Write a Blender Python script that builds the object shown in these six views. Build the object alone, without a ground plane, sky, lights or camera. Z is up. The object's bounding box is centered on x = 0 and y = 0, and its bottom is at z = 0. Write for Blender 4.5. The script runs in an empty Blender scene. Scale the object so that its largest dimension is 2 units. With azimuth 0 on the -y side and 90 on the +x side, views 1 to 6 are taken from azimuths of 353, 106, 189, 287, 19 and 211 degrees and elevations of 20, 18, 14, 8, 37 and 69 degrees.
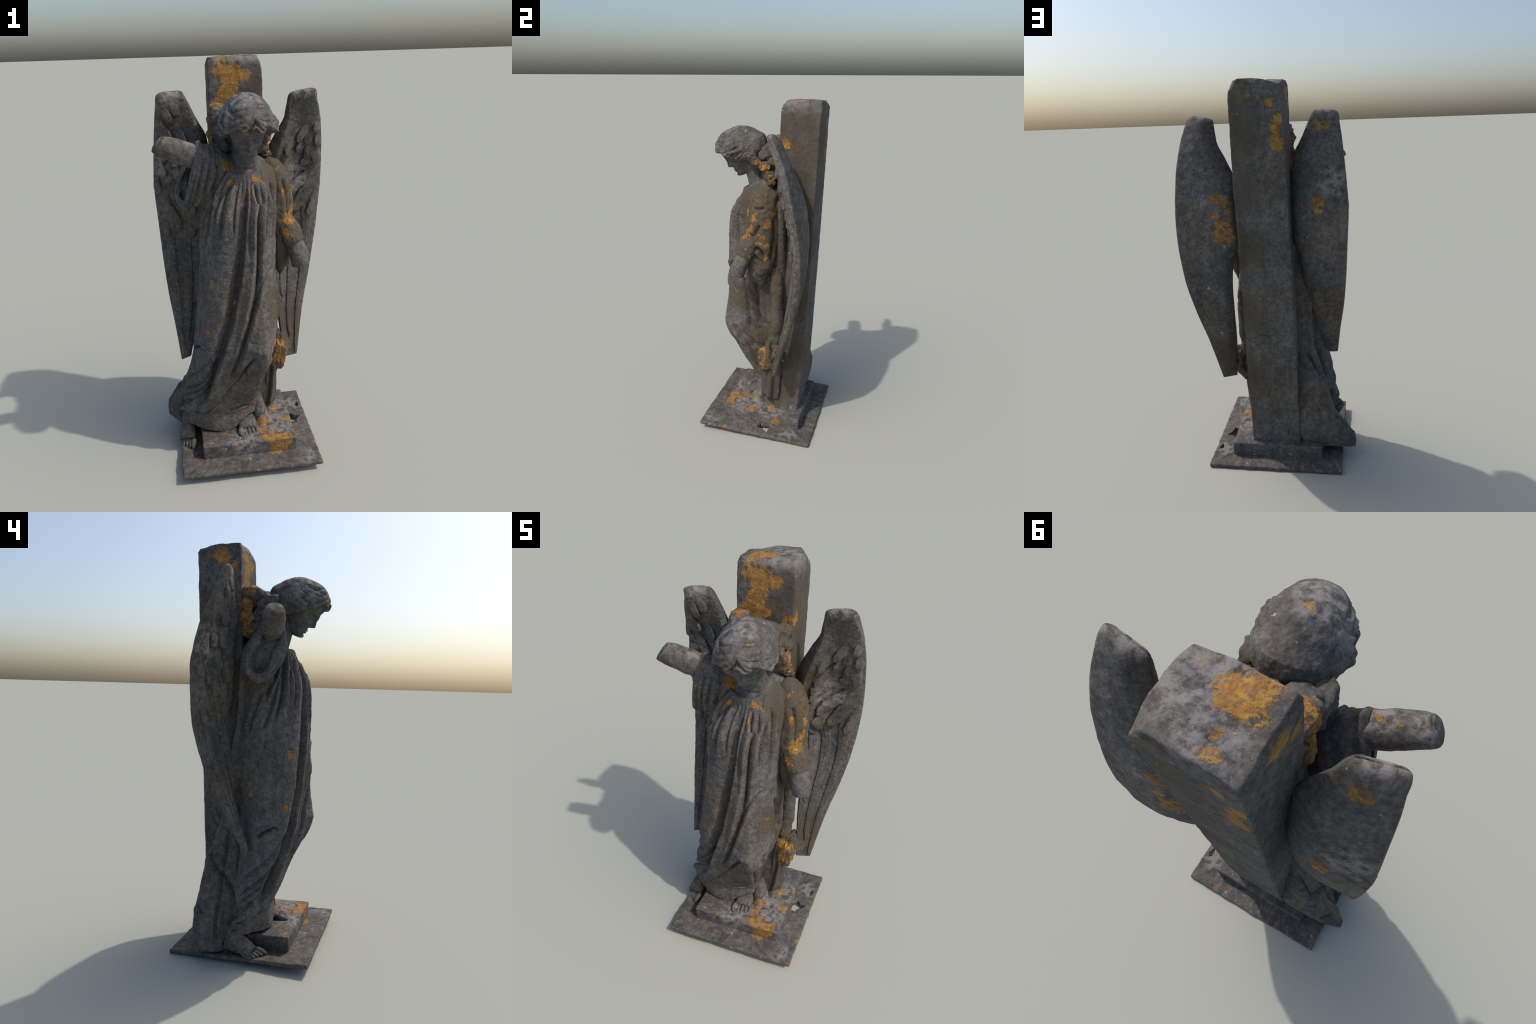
import bpy, math
import numpy as np
from mathutils import Vector

# ============================================================ helpers
def sstep(a, b, x):
    t = np.clip((x - a) / (b - a), 0, 1)
    return t * t * (3 - 2 * t)

def lerp(a, b, t):
    return a + (b - a) * t

_rng = np.random.RandomState(7)
_perm = np.tile(_rng.permutation(256), 3)
_grad = _rng.normal(size=(256, 3))
_grad /= np.linalg.norm(_grad, axis=1)[:, None]

def perlin(P):
    """gradient noise on an (n,3) array, roughly -0.7..0.7"""
    P = np.asarray(P, float)
    I = np.floor(P).astype(int)
    F = P - I
    I &= 255
    U = F * F * F * (F * (F * 6 - 15) + 10)
    out = 0
    for dx in (0, 1):
        for dy in (0, 1):
            for dz in (0, 1):
                h = _perm[_perm[_perm[I[:, 0] + dx] + I[:, 1] + dy] + I[:, 2] + dz]
                g = (_grad[h] * (F - (dx, dy, dz))).sum(1)
                w = ((U[:, 0] if dx else 1 - U[:, 0]) * (U[:, 1] if dy else 1 - U[:, 1])
                     * (U[:, 2] if dz else 1 - U[:, 2]))
                out = out + g * w
    return out

def fbm(P, scale, octaves=3, seed=0.0):
    P = np.asarray(P, float) * scale + seed * 17.3
    a, s = 1.0, 0
    for _ in range(octaves):
        s = s + a * perlin(P)
        P = P * 2.03 + 5.1
        a *= 0.5
    return s

def spline(keys, x):
    """smooth (monotone-limited Hermite) interpolation; keys: [(x, value or tuple)...]"""
    kx = np.array([k[0] for k in keys], float)
    ky = np.array([k[1:] if len(k) > 2 else k[1] for k in keys], float)
    if ky.ndim == 1:
        ky = ky[:, None]
        flat = True
    else:
        flat = False
    if kx[0] > kx[-1]:
        kx, ky = kx[::-1], ky[::-1]
    h = np.diff(kx)[:, None]
    d = np.diff(ky, axis=0) / h
    m = np.zeros_like(ky)
    m[0], m[-1] = d[0], d[-1]
    for i in range(1, len(kx) - 1):
        w1, w2 = 2 * h[i] + h[i - 1], h[i] + 2 * h[i - 1]
        same = d[i - 1] * d[i] > 0
        den = np.where(same, w1 / np.where(d[i - 1] == 0, 1, d[i - 1]) + w2 / np.where(d[i] == 0, 1, d[i]), 1)
        m[i] = np.where(same, (w1 + w2) / den, 0)
    x = np.clip(np.asarray(x, float), kx[0], kx[-1])
    i = np.clip(np.searchsorted(kx, x) - 1, 0, len(kx) - 2)
    hh = h[i, 0]
    t = ((x - kx[i]) / hh)[..., None]
    hh = hh[..., None]
    r = ((2 * t**3 - 3 * t**2 + 1) * ky[i] + (t**3 - 2 * t**2 + t) * hh * m[i]
         + (-2 * t**3 + 3 * t**2) * ky[i + 1] + (t**3 - t**2) * hh * m[i + 1])
    return r[..., 0] if flat else r

def closed_curve(P, n):
    """periodic Catmull-Rom through the control points P (k,d) -> (n,d)"""
    P = np.asarray(P, float)
    k = len(P)
    u = np.arange(n) / n * k
    i = np.floor(u).astype(int)
    t = (u - i)[:, None]
    a, b, c, d = P[(i - 1) % k], P[i % k], P[(i + 1) % k], P[(i + 2) % k]
    return 0.5 * ((2 * b) + (c - a) * t + (2 * a - 5 * b + 4 * c - d) * t**2 + (3 * b - a - 3 * c + d) * t**3)

def make_mesh(name, V, faces, mat, smooth=True, parent=None):
    me = bpy.data.meshes.new(name)
    V = np.asarray(V, float)
    quads = np.asarray([f for f in faces if len(f) == 4] if not isinstance(faces, np.ndarray) else faces)
    if isinstance(faces, np.ndarray):
        me.vertices.add(len(V))
        me.vertices.foreach_set("co", V.ravel())
        nf, ns = faces.shape
        me.loops.add(nf * ns)
        me.loops.foreach_set("vertex_index", faces.ravel().astype(np.int32))
        me.polygons.add(nf)
        me.polygons.foreach_set("loop_start", (np.arange(nf) * ns).astype(np.int32))
        me.update(calc_edges=True)
        me.validate()
    else:
        me.from_pydata([tuple(v) for v in V], [], [tuple(f) for f in faces])
    me.polygons.foreach_set("use_smooth", np.full(len(me.polygons), smooth))
    me.materials.append(mat)
    ob = bpy.data.objects.new(name, me)
    bpy.context.collection.objects.link(ob)
    if parent is not None:
        ob.parent = parent
    me.update()
    return ob

def grid_faces(nu, nv, wrap_u=False, wrap_v=False, flip=False):
    """vertex index = u*nv + v"""
    U = np.arange(nu if wrap_u else nu - 1)
    W = np.arange(nv if wrap_v else nv - 1)
    a, b = np.meshgrid(U, W, indexing="ij")
    a, b = a.ravel(), b.ravel()
    a2, b2 = (a + 1) % nu, (b + 1) % nv
    F = np.stack([a * nv + b, a * nv + b2, a2 * nv + b2, a2 * nv + b], 1)
    return F[:, ::-1] if flip else F

def tube_faces(nrings, n, cap0=True, cap1=True):
    """rings along u, wrapped in v, flat fans at both ends -> list of faces plus count of extra verts (2)"""
    F = grid_faces(nrings, n, wrap_v=True).tolist()
    c0, c1 = nrings * n, nrings * n + 1
    if cap0:
        for j in range(n):
            F.append((c0, (j + 1) % n, j))
    if cap1:
        b = (nrings - 1) * n
        for j in range(n):
            F.append((c1, b + j, b + (j + 1) % n))
    return F

def recalc_outward(ob):
    import bmesh
    bm = bmesh.new()
    bm.from_mesh(ob.data)
    bmesh.ops.recalc_face_normals(bm, faces=bm.faces)
    bm.to_mesh(ob.data)
    bm.free()

def tube(name, path, radii, mat, n=48, rings=40, parent=None, up=(0, 0, 1), noise=0.0, nscale=20,
         shape=None, end_cut=None):
    """swept tube: path control points, radii (a across, b along 'up') control tuples"""
    k = len(path)
    t = np.linspace(0, 1, rings)
    C = np.stack([spline([(i / (k - 1), p[j]) for i, p in enumerate(path)], t) for j in range(3)], 1)
    A = spline([(i / (k - 1), r[0]) for i, r in enumerate(radii)], t)
    B = spline([(i / (k - 1), r[1]) for i, r in enumerate(radii)], t)
    T = np.gradient(C, axis=0)
    T /= np.linalg.norm(T, axis=1)[:, None]
    up = np.asarray(up, float)
    X = np.cross(T, up)
    X /= np.linalg.norm(X, axis=1)[:, None]
    Y = np.cross(X, T)
    th = np.arange(n) / n * 2 * np.pi
    V = (C[:, None] + X[:, None] * (A[:, None] * np.cos(th))[..., None]
         + Y[:, None] * (B[:, None] * np.sin(th))[..., None])
    if shape is not None:
        V = shape(V, C, T, X, Y, t, th)
    if end_cut is not None:            # worn, rounded rim of the break
        rim = np.sqrt(np.clip(1 - np.clip((t - .90) / .10, 0, 1) ** 2 * .22, 0, 1))
        V = C[:, None] + (V - C[:, None]) * rim[:, None, None]
    if end_cut is not None:            # oblique broken end: slide the last rings to a slanted plane
        nrm = np.asarray(end_cut, float)
        nrm /= np.linalg.norm(nrm)
        w = sstep(0.6, 1.0, t)[:, None]
        off = -((V - C[:, None]) @ nrm) / (T @ nrm)[:, None]
        V = V + T[:, None] * (off * w)[..., None]
    V = V.reshape(-1, 3)
    if noise:
        Cc = np.repeat(C, n, axis=0)
        D = V - Cc
        D /= np.linalg.norm(D, axis=1)[:, None] + 1e-9
        V = V + D * (noise * fbm(V, nscale))[:, None]
    V = np.vstack([V, V[:n].mean(0), V[-n:].mean(0)])
    ob = make_mesh(name, V, tube_faces(rings, n), mat, parent=parent)
    recalc_outward(ob)
    return ob

_ico_cache = {}
def blob(name, centre, radii, mat, parent=None, sub=4, rot=None, noise=0.15, nscale=1.6, seed=0.0, fn=None):
    """lumpy ellipsoid"""
    import bmesh
    if sub not in _ico_cache:
        bm = bmesh.new()
        bmesh.ops.create_icosphere(bm, subdivisions=sub, radius=1.0)
        bm.verts.ensure_lookup_table()
        _ico_cache[sub] = (np.array([v.co[:] for v in bm.verts]),
                           np.array([[v.index for v in f.verts] for f in bm.faces]))
        bm.free()
    S, F = _ico_cache[sub]
    D = S * (1 + noise * fbm(S, nscale, 2, seed))[:, None]
    if fn is not None:
        D = fn(D)
    P = D * np.asarray(radii)
    if rot is not None:
        from mathutils import Euler
        R = np.array(Euler([math.radians(a) for a in rot]).to_matrix())
        P = P @ R.T
    return make_mesh(name, P + np.asarray(centre), F, mat, parent=parent)

# ============================================================ materials
class NT:
    def __init__(self, name):
        self.m = bpy.data.materials.new(name)
        self.m.use_nodes = True
        self.t = self.m.node_tree
        self.t.nodes.clear()
    def n(self, kind, **kw):
        nd = self.t.nodes.new(kind)
        for k, v in kw.items():
            setattr(nd, k, v)
        return nd
    def link(self, a, b):
        self.t.links.new(a, b)
    def val(self, sock, v):
        if hasattr(v, "is_linked") or isinstance(v, bpy.types.NodeSocket):
            self.link(v, sock)
        else:
            sock.default_value = v
    def math(self, op, a, b=0.0, c=0.0, clamp=False):
        nd = self.n("ShaderNodeMath", operation=op, use_clamp=clamp)
        self.val(nd.inputs[0], a)
        self.val(nd.inputs[1], b)
        self.val(nd.inputs[2], c)
        return nd.outputs[0]
    def vmath(self, op, a, b=(0, 0, 0)):
        nd = self.n("ShaderNodeVectorMath", operation=op)
        self.val(nd.inputs[0], a)
        self.val(nd.inputs[1], b)
        return nd.outputs[1] if op in ("LENGTH", "DISTANCE", "DOT_PRODUCT") else nd.outputs[0]
    def noise(self, vec, scale, detail=4.0, rough=0.55, colour=False):
        nd = self.n("ShaderNodeTexNoise")
        self.link(vec, nd.inputs["Vector"])
        nd.inputs["Scale"].default_value = scale
        nd.inputs["Detail"].default_value = detail
        nd.inputs["Roughness"].default_value = rough
        return nd.outputs["Color"] if colour else nd.outputs["Fac"]
    def voronoi(self, vec, scale, feature="F1"):
        nd = self.n("ShaderNodeTexVoronoi", feature=feature)
        self.link(vec, nd.inputs["Vector"])
        nd.inputs["Scale"].default_value = scale
        return nd.outputs["Distance"], nd.outputs["Color"] if "Color" in nd.outputs else None
    def ramp(self, fac, stops, interp="LINEAR"):
        nd = self.n("ShaderNodeValToRGB")
        r = nd.color_ramp
        r.interpolation = interp
        while len(r.elements) < len(stops):
            r.elements.new(0.5)
        for e, (p, c) in zip(r.elements, stops):
            e.position = p
            e.color = (c, c, c, 1) if not hasattr(c, "__len__") else (*c, 1)
        self.val(nd.inputs[0], fac)
        return nd.outputs[0]
    def range(self, v, a, b, lo=0.0, hi=1.0):
        nd = self.n("ShaderNodeMapRange", interpolation_type="SMOOTHSTEP")
        self.val(nd.inputs[0], v)
        for i, x in enumerate((a, b, lo, hi)):
            nd.inputs[i + 1].default_value = x
        return nd.outputs[0]
    def mix(self, fac, a, b, mode="MIX"):
        nd = self.n("ShaderNodeMix", data_type="RGBA", blend_type=mode)
        self.val(nd.inputs[0], fac)
        for s, v in ((nd.inputs[6], a), (nd.inputs[7], b)):
            if isinstance(v, bpy.types.NodeSocket):
                self.link(v, s)
            else:
                s.default_value = (*v, 1)
        return nd.outputs[2]

GREY_DARK, GREY_MID, GREY_PALE = (0.048, 0.045, 0.042), (0.091, 0.087, 0.083), (0.160, 0.153, 0.147)
SHADE_TINT, ORANGE, YELLOW, RUST, WHITE = (0.066, 0.049, 0.024), (0.33, 0.155, 0.026), (0.40, 0.25, 0.055), (0.18, 0.082, 0.022), (0.36, 0.355, 0.34)

def stone(name, lichen=(), shade_tint=(), pale=(), spots=0.0, white_spots=0.0, mottle=0.0, tone=1.0, thin=0.12):
    """weathered carved stone.  lichen / olive / pale: colour patches (x, y, z, radius[, strength])"""
    k = NT(name)
    co = k.n("ShaderNodeTexCoord").outputs["Object"]
    n_big = k.noise(co, 5.0, 4, 0.6)
    n_mid = k.noise(co, 32.0, 5, 0.68)
    n_fine = k.noise(co, 110.0, 4, 0.65)
    warp = k.vmath("ADD", co, k.vmath("MULTIPLY", k.vmath("SUBTRACT", k.noise(co, 14.0, 4, 0.6, True), (0.5, 0.5, 0.5)), (0.07, 0.07, 0.07)))
    warp2 = k.vmath("ADD", co, k.vmath("MULTIPLY", k.vmath("SUBTRACT", k.noise(co, 45.0, 3, 0.6, True), (0.5, 0.5, 0.5)), (0.022, 0.022, 0.022)))
    mp = k.n("ShaderNodeMapping")
    k.link(co, mp.inputs[0])
    mp.inputs["Scale"].default_value = (1, 1, 0.22)
    n_run = k.noise(mp.outputs[0], 26.0, 4, 0.6)          # rain streaks
    n_spk = k.noise(co, 62.0, 5, 0.7)
    t = k.math("ADD", k.math("MULTIPLY", n_big, 0.17), k.math("MULTIPLY", n_mid, 0.30))
    t = k.math("ADD", t, k.math("MULTIPLY", n_run, 0.18))
    t = k.math("ADD", t, k.math("MULTIPLY", n_spk, 0.35))
    g = lambda c: tuple(x * tone for x in c)
    col = k.ramp(t, [(0.40, g(GREY_DARK)), (0.50, g(GREY_MID)), (0.61, g(GREY_PALE))])
    col = k.mix(k.math("MULTIPLY", k.range(n_fine, 0.44, 0.28), 0.7), col, (0.03, 0.028, 0.026))
    col = k.mix(k.math("MULTIPLY", k.range(n_fine, 0.58, 0.74), 0.5), col, (0.24, 0.23, 0.22))
    # warm / cool drift of hue
    hue = k.ramp(k.noise(co, 3.1, 3, 0.5), [(0.36, (1.10, 0.99, 0.86)), (0.64, (0.97, 1.0, 1.04))])
    col = k.mix(1.0, col, hue, "MULTIPLY")

    def field(patches, w):
        acc = None
        for p in patches:
            s = p[4] if len(p) > 4 else 1.0
            d = k.vmath("DISTANCE", w, p[:3])
            f = k.math("MULTIPLY", k.math("SUBTRACT", 1.0, k.math("DIVIDE", d, p[3])), s)
            acc = f if acc is None else k.math("MAXIMUM", acc, f)
        return acc
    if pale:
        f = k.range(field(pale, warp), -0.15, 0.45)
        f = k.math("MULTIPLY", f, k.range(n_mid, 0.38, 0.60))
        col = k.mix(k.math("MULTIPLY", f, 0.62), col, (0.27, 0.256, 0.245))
    if shade_tint:
        f = k.range(field(shade_tint, warp), -0.05, 0.55)
        f = k.math("MULTIPLY", f, k.range(k.math("ADD", k.math("MULTIPLY", n_mid, 0.5), k.math("MULTIPLY", n_spk, 0.5)), 0.40, 0.58))
        col = k.mix(k.math("MULTIPLY", f, 0.9), col, SHADE_TINT)  # brown tint paints the original's baked-in shade, mostly on the +x side
    height = k.math("MULTIPLY", n_fine, 0.5)
    height = k.math("ADD", height, k.math("MULTIPLY", n_mid, 0.9))
    lcol = k.ramp(k.noise(co, 38.0, 4, 0.65), [(0.32, RUST), (0.5, ORANGE), (0.68, YELLOW)])
    masks = []
    if lichen:
        f = field(lichen, warp)
        f = k.math("ADD", f, k.math("MULTIPLY", k.math("SUBTRACT", n_mid, 0.5), 1.7))
        f = k.math("ADD", f, k.math("MULTIPLY", k.math("SUBTRACT", n_fine, 0.5), 1.2))
        masks.append(k.range(f, 0.02, 0.34))
    if spots > 0:
        d, c = k.voronoi(warp2, 24.0)
        sep = k.n("ShaderNodeSeparateColor")
        k.link(c, sep.inputs[0])
        rad = k.math("MULTIPLY", k.range(sep.outputs[0], 1.0 - spots, 1.0), 0.34)
        rad = k.math("MULTIPLY", rad, k.range(k.noise(co, 6.5, 2), 0.44, 0.60))
        masks.append(k.range(k.math("SUBTRACT", rad, d), -0.02, 0.07))
    if mottle > 0:
        f = k.math("MULTIPLY", k.range(k.noise(co, 33.0, 5, 0.72), 0.52, 0.66), k.range(k.noise(co, 7.0, 3), 0.42, 0.60))
        masks.append(k.math("MULTIPLY", f, mottle))
    if masks:
        m = masks[0]
        for x in masks[1:]:
            m = k.math("MAXIMUM", m, x)
        m = k.math("MULTIPLY", m, k.range(k.noise(co, 90.0, 3, 0.7), 0.36, 0.54, thin, 0.92))
        col = k.mix(m, col, lcol)
        height = k.math("ADD", height, k.math("MULTIPLY", m, 0.7))
    if white_spots > 0:
        d, c = k.voronoi(warp, 38.0)
        sep = k.n("ShaderNodeSeparateColor")
        k.link(c, sep.inputs[0])
        rad = k.math("MULTIPLY", k.range(sep.outputs[1], 1.0 - white_spots, 1.0), 0.28)
        f = k.range(k.math("SUBTRACT", rad, d), -0.03, 0.12)
        col = k.mix(k.math("MULTIPLY", f, 0.75), col, WHITE)
    b = k.n("ShaderNodeBump")
    b.inputs["Strength"].default_value = 0.55
    b.inputs["Distance"].default_value = 0.006
    k.link(height, b.inputs["Height"])
    p = k.n("ShaderNodeBsdfPrincipled")
    k.link(col, p.inputs["Base Color"])
    p.inputs["Roughness"].default_value = 0.88
    p.inputs["Specular IOR Level"].default_value = 0.25
    k.link(b.outputs[0], p.inputs["Normal"])
    o = k.n("ShaderNodeOutputMaterial")
    k.link(p.outputs[0], o.inputs[0])
    return k.m

M_SHAFT = stone("lichened_shaft_stone",
    lichen=[(-0.045, .10, 1.93, .05), (-.01, .10, 1.925, .05), (.045, .10, 1.90, .035), (-.02, .10, 1.88, .05), (-.03, .10, 1.83, .05),
            (-.055, .10, 1.78, .05), (-.09, .09, 1.755, .04), (-.01, .09, 1.78, .05),
            (-.014, .167, 1.975, .05), (-.05, .14, 1.975, .045), (-.05, .19, 1.975, .05), (-.012, .25, 1.975, .02), (-.03, .30, 1.975, .028),
            (-.12, .20, 1.93, .045), (-.12, .13, 1.88, .035), (.12, .125, 1.76, .04),
            (-.09, .32, 1.80, .03), (-.075, .32, 1.76, .03), (-.085, .32, 1.70, .04), (-.05, .33, 1.88, .03)],
    shade_tint=[(.15, .2, 1.78, .24), (.15, .17, 1.5, .24), (.06, .1, 1.8, .1), (.15, .17, 1.2, .22), (.15, .14, .85, .22), (.13, .12, .5, .22), (.13, .12, .25, .16)],
    pale=[(.03, .11, 1.985, .05), (-.05, .11, 1.985, .05), (.08, .2, 1.99, .1), (-.02, .27, 1.99, .07)], spots=0.05, white_spots=0.03, thin=0.5)
M_BASE = stone("lichened_base_stone",
    lichen=[(.08, -.19, .115, .05), (.15, -.21, .10, .06), (.05, -.13, .12, .03), (.06, -.07, .13, .045), (.19, -.20, .11, .03), (.11, -.22, .07, .04),
            (.14, .06, .11, .03), (.19, -.05, .11, .03), (.216, .1, .07, .03)],
    pale=[(.12, -.1, .12, .12), (.18, .08, .11, .09), (-.05, -.2, .12, .09), (.25, -.28, .04, .07), (.28, .2, .02, .06)],
    shade_tint=[(.22, -.27, .05, .06)], spots=0.45, white_spots=0.16, mottle=0.8, tone=0.95, thin=0.4)
M_ROBE = stone("weathered_robe_stone",
    lichen=[(.055, -.155, 1.475, .027), (.085, -.145, 1.478, .016), (.048, -.185, 1.425, .022), (-.075, -.085, 1.52, .045), (-.055, -.13, 1.46, .02),
            (.05, -.08, .19, .04), (-.1, -.15, .16, .03), (.0, -.12, .2, .025), (-.17, -.18, .99, .02), (-.26, .0, .80, .022), (-.2, -.18, .74, .018),
            (-.26, -.04, .60, .018), (.15, -.17, .86, .03, .7)],
    shade_tint=[(.16, -.07, 1.46, .11), (.18, .05, 1.1, .14), (.17, -.14, .85, .13), (.17, .0, .85, .15), (.15, .0, .62, .15), (.12, -.02, .4, .14)], spots=0.035, white_spots=0.015)
M_ARM = stone("lichened_sleeve_stone",
    lichen=[(.235, -.03, 1.30, .03), (.24, -.055, 1.275, .025), (.21, -.075, 1.25, .04), (.235, -.05, 1.24, .025), (.2, -.07, 1.38, .025),
            (.25, -.02, 1.36, .022), (.25, .0, 1.38, .018), (.25, .03, 1.26, .022), (.245, .06, 1.21, .025), (.25, .01, 1.22, .02),
            (.24, .065, 1.33, .025), (.22, .07, 1.39, .02), (.2, -.1, 1.19, .03), (.24, .05, 1.14, .02), (.2, .0, 1.46, .015), (.175, -.05, 1.5, .02)],
    shade_tint=[(.22, 0, 1.42, .20), (.22, 0, 1.2, .22), (.2, 0, 1.0, .16)], spots=0.22, mottle=0.55, white_spots=0.06)
M_WING = stone("weathered_wing_stone",
    lichen=[(-.29, .155, 1.77, .040), (-.27, .25, 1.42, .032), (-.26, .25, 1.37, .026), (.315, .09, 1.822, .016), (.338, .09, 1.825, .016),
            (.22, .30, 1.45, .045), (.19, .29, 1.43, .045), (.17, .29, 1.38, .035), (.24, .31, 1.36, .03), (.2, .30, 1.31, .042), (.23, .31, 1.25, .042),
            (.18, .29, 1.28, .04), (.16, .28, 1.24, .04), (.34, .2, 1.68, .015),
            (.23, .06, .52, .05, .9), (.21, .05, .60, .04), (.25, .1, .70, .03), (.27, .13, .8, .02), (.3, .18, .9, .015),
            (-.26, .0, .78, .024), (-.28, -.02, .70, .02), (-.3, -.04, .63, .022), (-.27, -.03, .65, .018), (-.32, -.05, .56, .026), (-.24, .04, .85, .03)],
    shade_tint=[(.2, .12, 1.45, .12), (.25, .1, .6, .15)], pale=[(.385, .10, 1.835, .03), (.32, .11, 1.83, .05), (-.30, .09, 1.84, .06), (-.33, .18, 1.5, .1), (.3, .2, 1.4, .1)],
    spots=0.10, mottle=0.16, white_spots=0.05)
M_HEAD = stone("weathered_head_stone",
    lichen=[(.02, -.16, 1.85, .016), (.1, -.16, 1.82, .012), (.07, -.25, 1.79, .010), (-.05, -.12, 1.83, .012)],
    pale=[(.0, -.2, 1.84, .09), (-.08, -.2, 1.76, .08)], spots=0.04, white_spots=0.06)
M_CURL = stone("lichened_curl_stone",
    lichen=[(-.09, .05, 1.76, .05), (-.12, .06, 1.70, .045), (-.12, .07, 1.63, .045), (-.11, .07, 1.57, .04), (.14, -.08, 1.66, .025), (.15, .01, 1.62, .04),
            (.13, .05, 1.57, .03), (.16, -.02, 1.66, .02)],
    shade_tint=[(.13, 0, 1.65, .12), (.13, .05, 1.72, .1), (.13, .04, 1.56, .07)], white_spots=0.04)
M_SKIN = stone("weathered_limb_stone",
    lichen=[(-.27, -.1, 1.655, .014), (-.33, -.12, 1.68, .012), (-.22, -.1, 1.645, .018), (.0, -.12, .16, .012)],
    pale=[(-.23, -.1, 1.64, .05), (-.34, -.12, 1.66, .05), (-.05, -.15, .14, .03)], white_spots=0.04, spots=0.03)
M_FACE = stone("weathered_face_stone", white_spots=0.01)
M_DRAPE = stone("lichened_drapery_stone",
    lichen=[(.18, .02, .46, .06), (.17, .03, .52, .05), (.19, .05, .42, .04), (.15, .02, .6, .035)],
    shade_tint=[(.17, .08, .95, .2), (.17, .05, .6, .22), (.13, .03, .3, .18)], spots=0.08, mottle=0.2)

# ============================================================ the thing
root = bpy.data.objects.new("angel_statue", None)
bpy.context.collection.objects.link(root)
root["label"] = "weathered grey stone angel with wings before a lichened cross shaft"
root["category"] = "statue"

LEAN = 0.052                      # the whole monument leans back: y grows with z, level planes sink with y
def plane_z(y, z0):               # height of a nominally level surface at depth y
    return z0 - LEAN * y

# ------------------------------------------------------------ base slab
def rough_box(name, x0, x1, y0, y1, zt, zb, mat, seg=0.008, bevel=0.006, rough=0.003, seed=1.0, edge=0.0):
    """block with rounded, chipped edges: surface grid of a box, pulled in at the edges"""
    nx, ny = int((x1 - x0) / seg), int((y1 - y0) / seg)
    nz = max(3, int(abs(zt - zb) / seg) + 2)
    import bmesh
    bm = bmesh.new()
    idx = {}
    def vert(i, j, l):
        key = (i, j, l)
        if key not in idx:
            idx[key] = bm.verts.new((i / nx, j / ny, l / nz))
        return idx[key]
    for i in range(nx):
        for j in range(ny):
            bm.faces.new((vert(i, j, nz), vert(i + 1, j, nz), vert(i + 1, j + 1, nz), vert(i, j + 1, nz)))
            bm.faces.new((vert(i, j, 0), vert(i, j + 1, 0), vert(i + 1, j + 1, 0), vert(i + 1, j, 0)))
    for l in range(nz):
        for i in range(nx):
            bm.faces.new((vert(i, 0, l), vert(i + 1, 0, l), vert(i + 1, 0, l + 1), vert(i, 0, l + 1)))
            bm.faces.new((vert(i, ny, l), vert(i, ny, l + 1), vert(i + 1, ny, l + 1), vert(i + 1, ny, l)))
        for j in range(ny):
            bm.faces.new((vert(0, j, l), vert(0, j, l + 1), vert(0, j + 1, l + 1), vert(0, j + 1, l)))
            bm.faces.new((vert(nx, j, l), vert(nx, j + 1, l), vert(nx, j + 1, l + 1), vert(nx, j, l + 1)))
    me = bpy.data.meshes.new(name)
    bm.to_mesh(me)
    bm.free()
    n = len(me.vertices)
    P = np.empty(n * 3)
    me.vertices.foreach_get("co", P)
    P = P.reshape(-1, 3)
    H = zt - zb
    X = lerp(x0, x1, P[:, 0])
    Y = lerp(y0, y1, P[:, 1])
    L = P[:, 2] * H
    # rounding: clamp to an inner box and push back out by the bevel radius
    wear = bevel * (1 + 0.8 * fbm(np.stack([X, Y, L], 1), 11, 2, seed))
    wear = np.clip(wear, 0.002, None)
    Q = np.stack([X, Y, L], 1)
    lo = np.stack([np.full(n, x0) + wear, np.full(n, y0) + wear, np.minimum(wear, H / 2)], 1)
    hi = np.stack([np.full(n, x1) - wear, np.full(n, y1) - wear, np.maximum(H - wear, H / 2)], 1)
    I = np.clip(Q, lo, hi)
    D = Q - I
    ln = np.linalg.norm(D, axis=1)
    Q = np.where(ln[:, None] > 1e-9, I + D / np.maximum(ln, 1e-9)[:, None] * np.minimum(wear, np.maximum(np.abs(D).max(1), 1e-9))[:, None], Q)
    nz_ = fbm(Q, 30, 3, seed + 2) * rough
    out = Q - np.array([(x0 + x1) / 2, (y0 + y1) / 2, H / 2])
    side = np.abs(out / np.array([(x1 - x0) / 2, (y1 - y0) / 2, H / 2])).argmax(1)
    for ax in range(3):
        s = side == ax
        Q[s, ax] += nz_[s] * np.sign(out[s, ax])
    if edge:
        w = edge * fbm(np.stack([Q[:, 0], Q[:, 1], 0 * Q[:, 0]], 1), 9, 3, seed + 5)
        Q[:, 0] += w * sstep(0.6, 1, np.abs(P[:, 0] * 2 - 1)) * np.sign(P[:, 0] - .5)
        Q[:, 1] += w * sstep(0.6, 1, np.abs(P[:, 1] * 2 - 1)) * np.sign(P[:, 1] - .5)
    Q[:, 2] = np.maximum(zb + Q[:, 2] - LEAN * Q[:, 1], .0006 + .002 * P[:, 2])
    me.vertices.foreach_set("co", Q.ravel())
    me.polygons.foreach_set("use_smooth", np.ones(len(me.polygons), bool))
    me.materials.append(mat)
    me.update()
    ob = bpy.data.objects.new(name, me)
    bpy.context.collection.objects.link(ob)
    ob.parent = root
    return ob

slab = rough_box("base_slab", -.372, .334, -.347, .345, .0365, .0165, M_BASE, seg=.0065, bevel=.005, rough=.003, seed=1.0, edge=.006)

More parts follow.
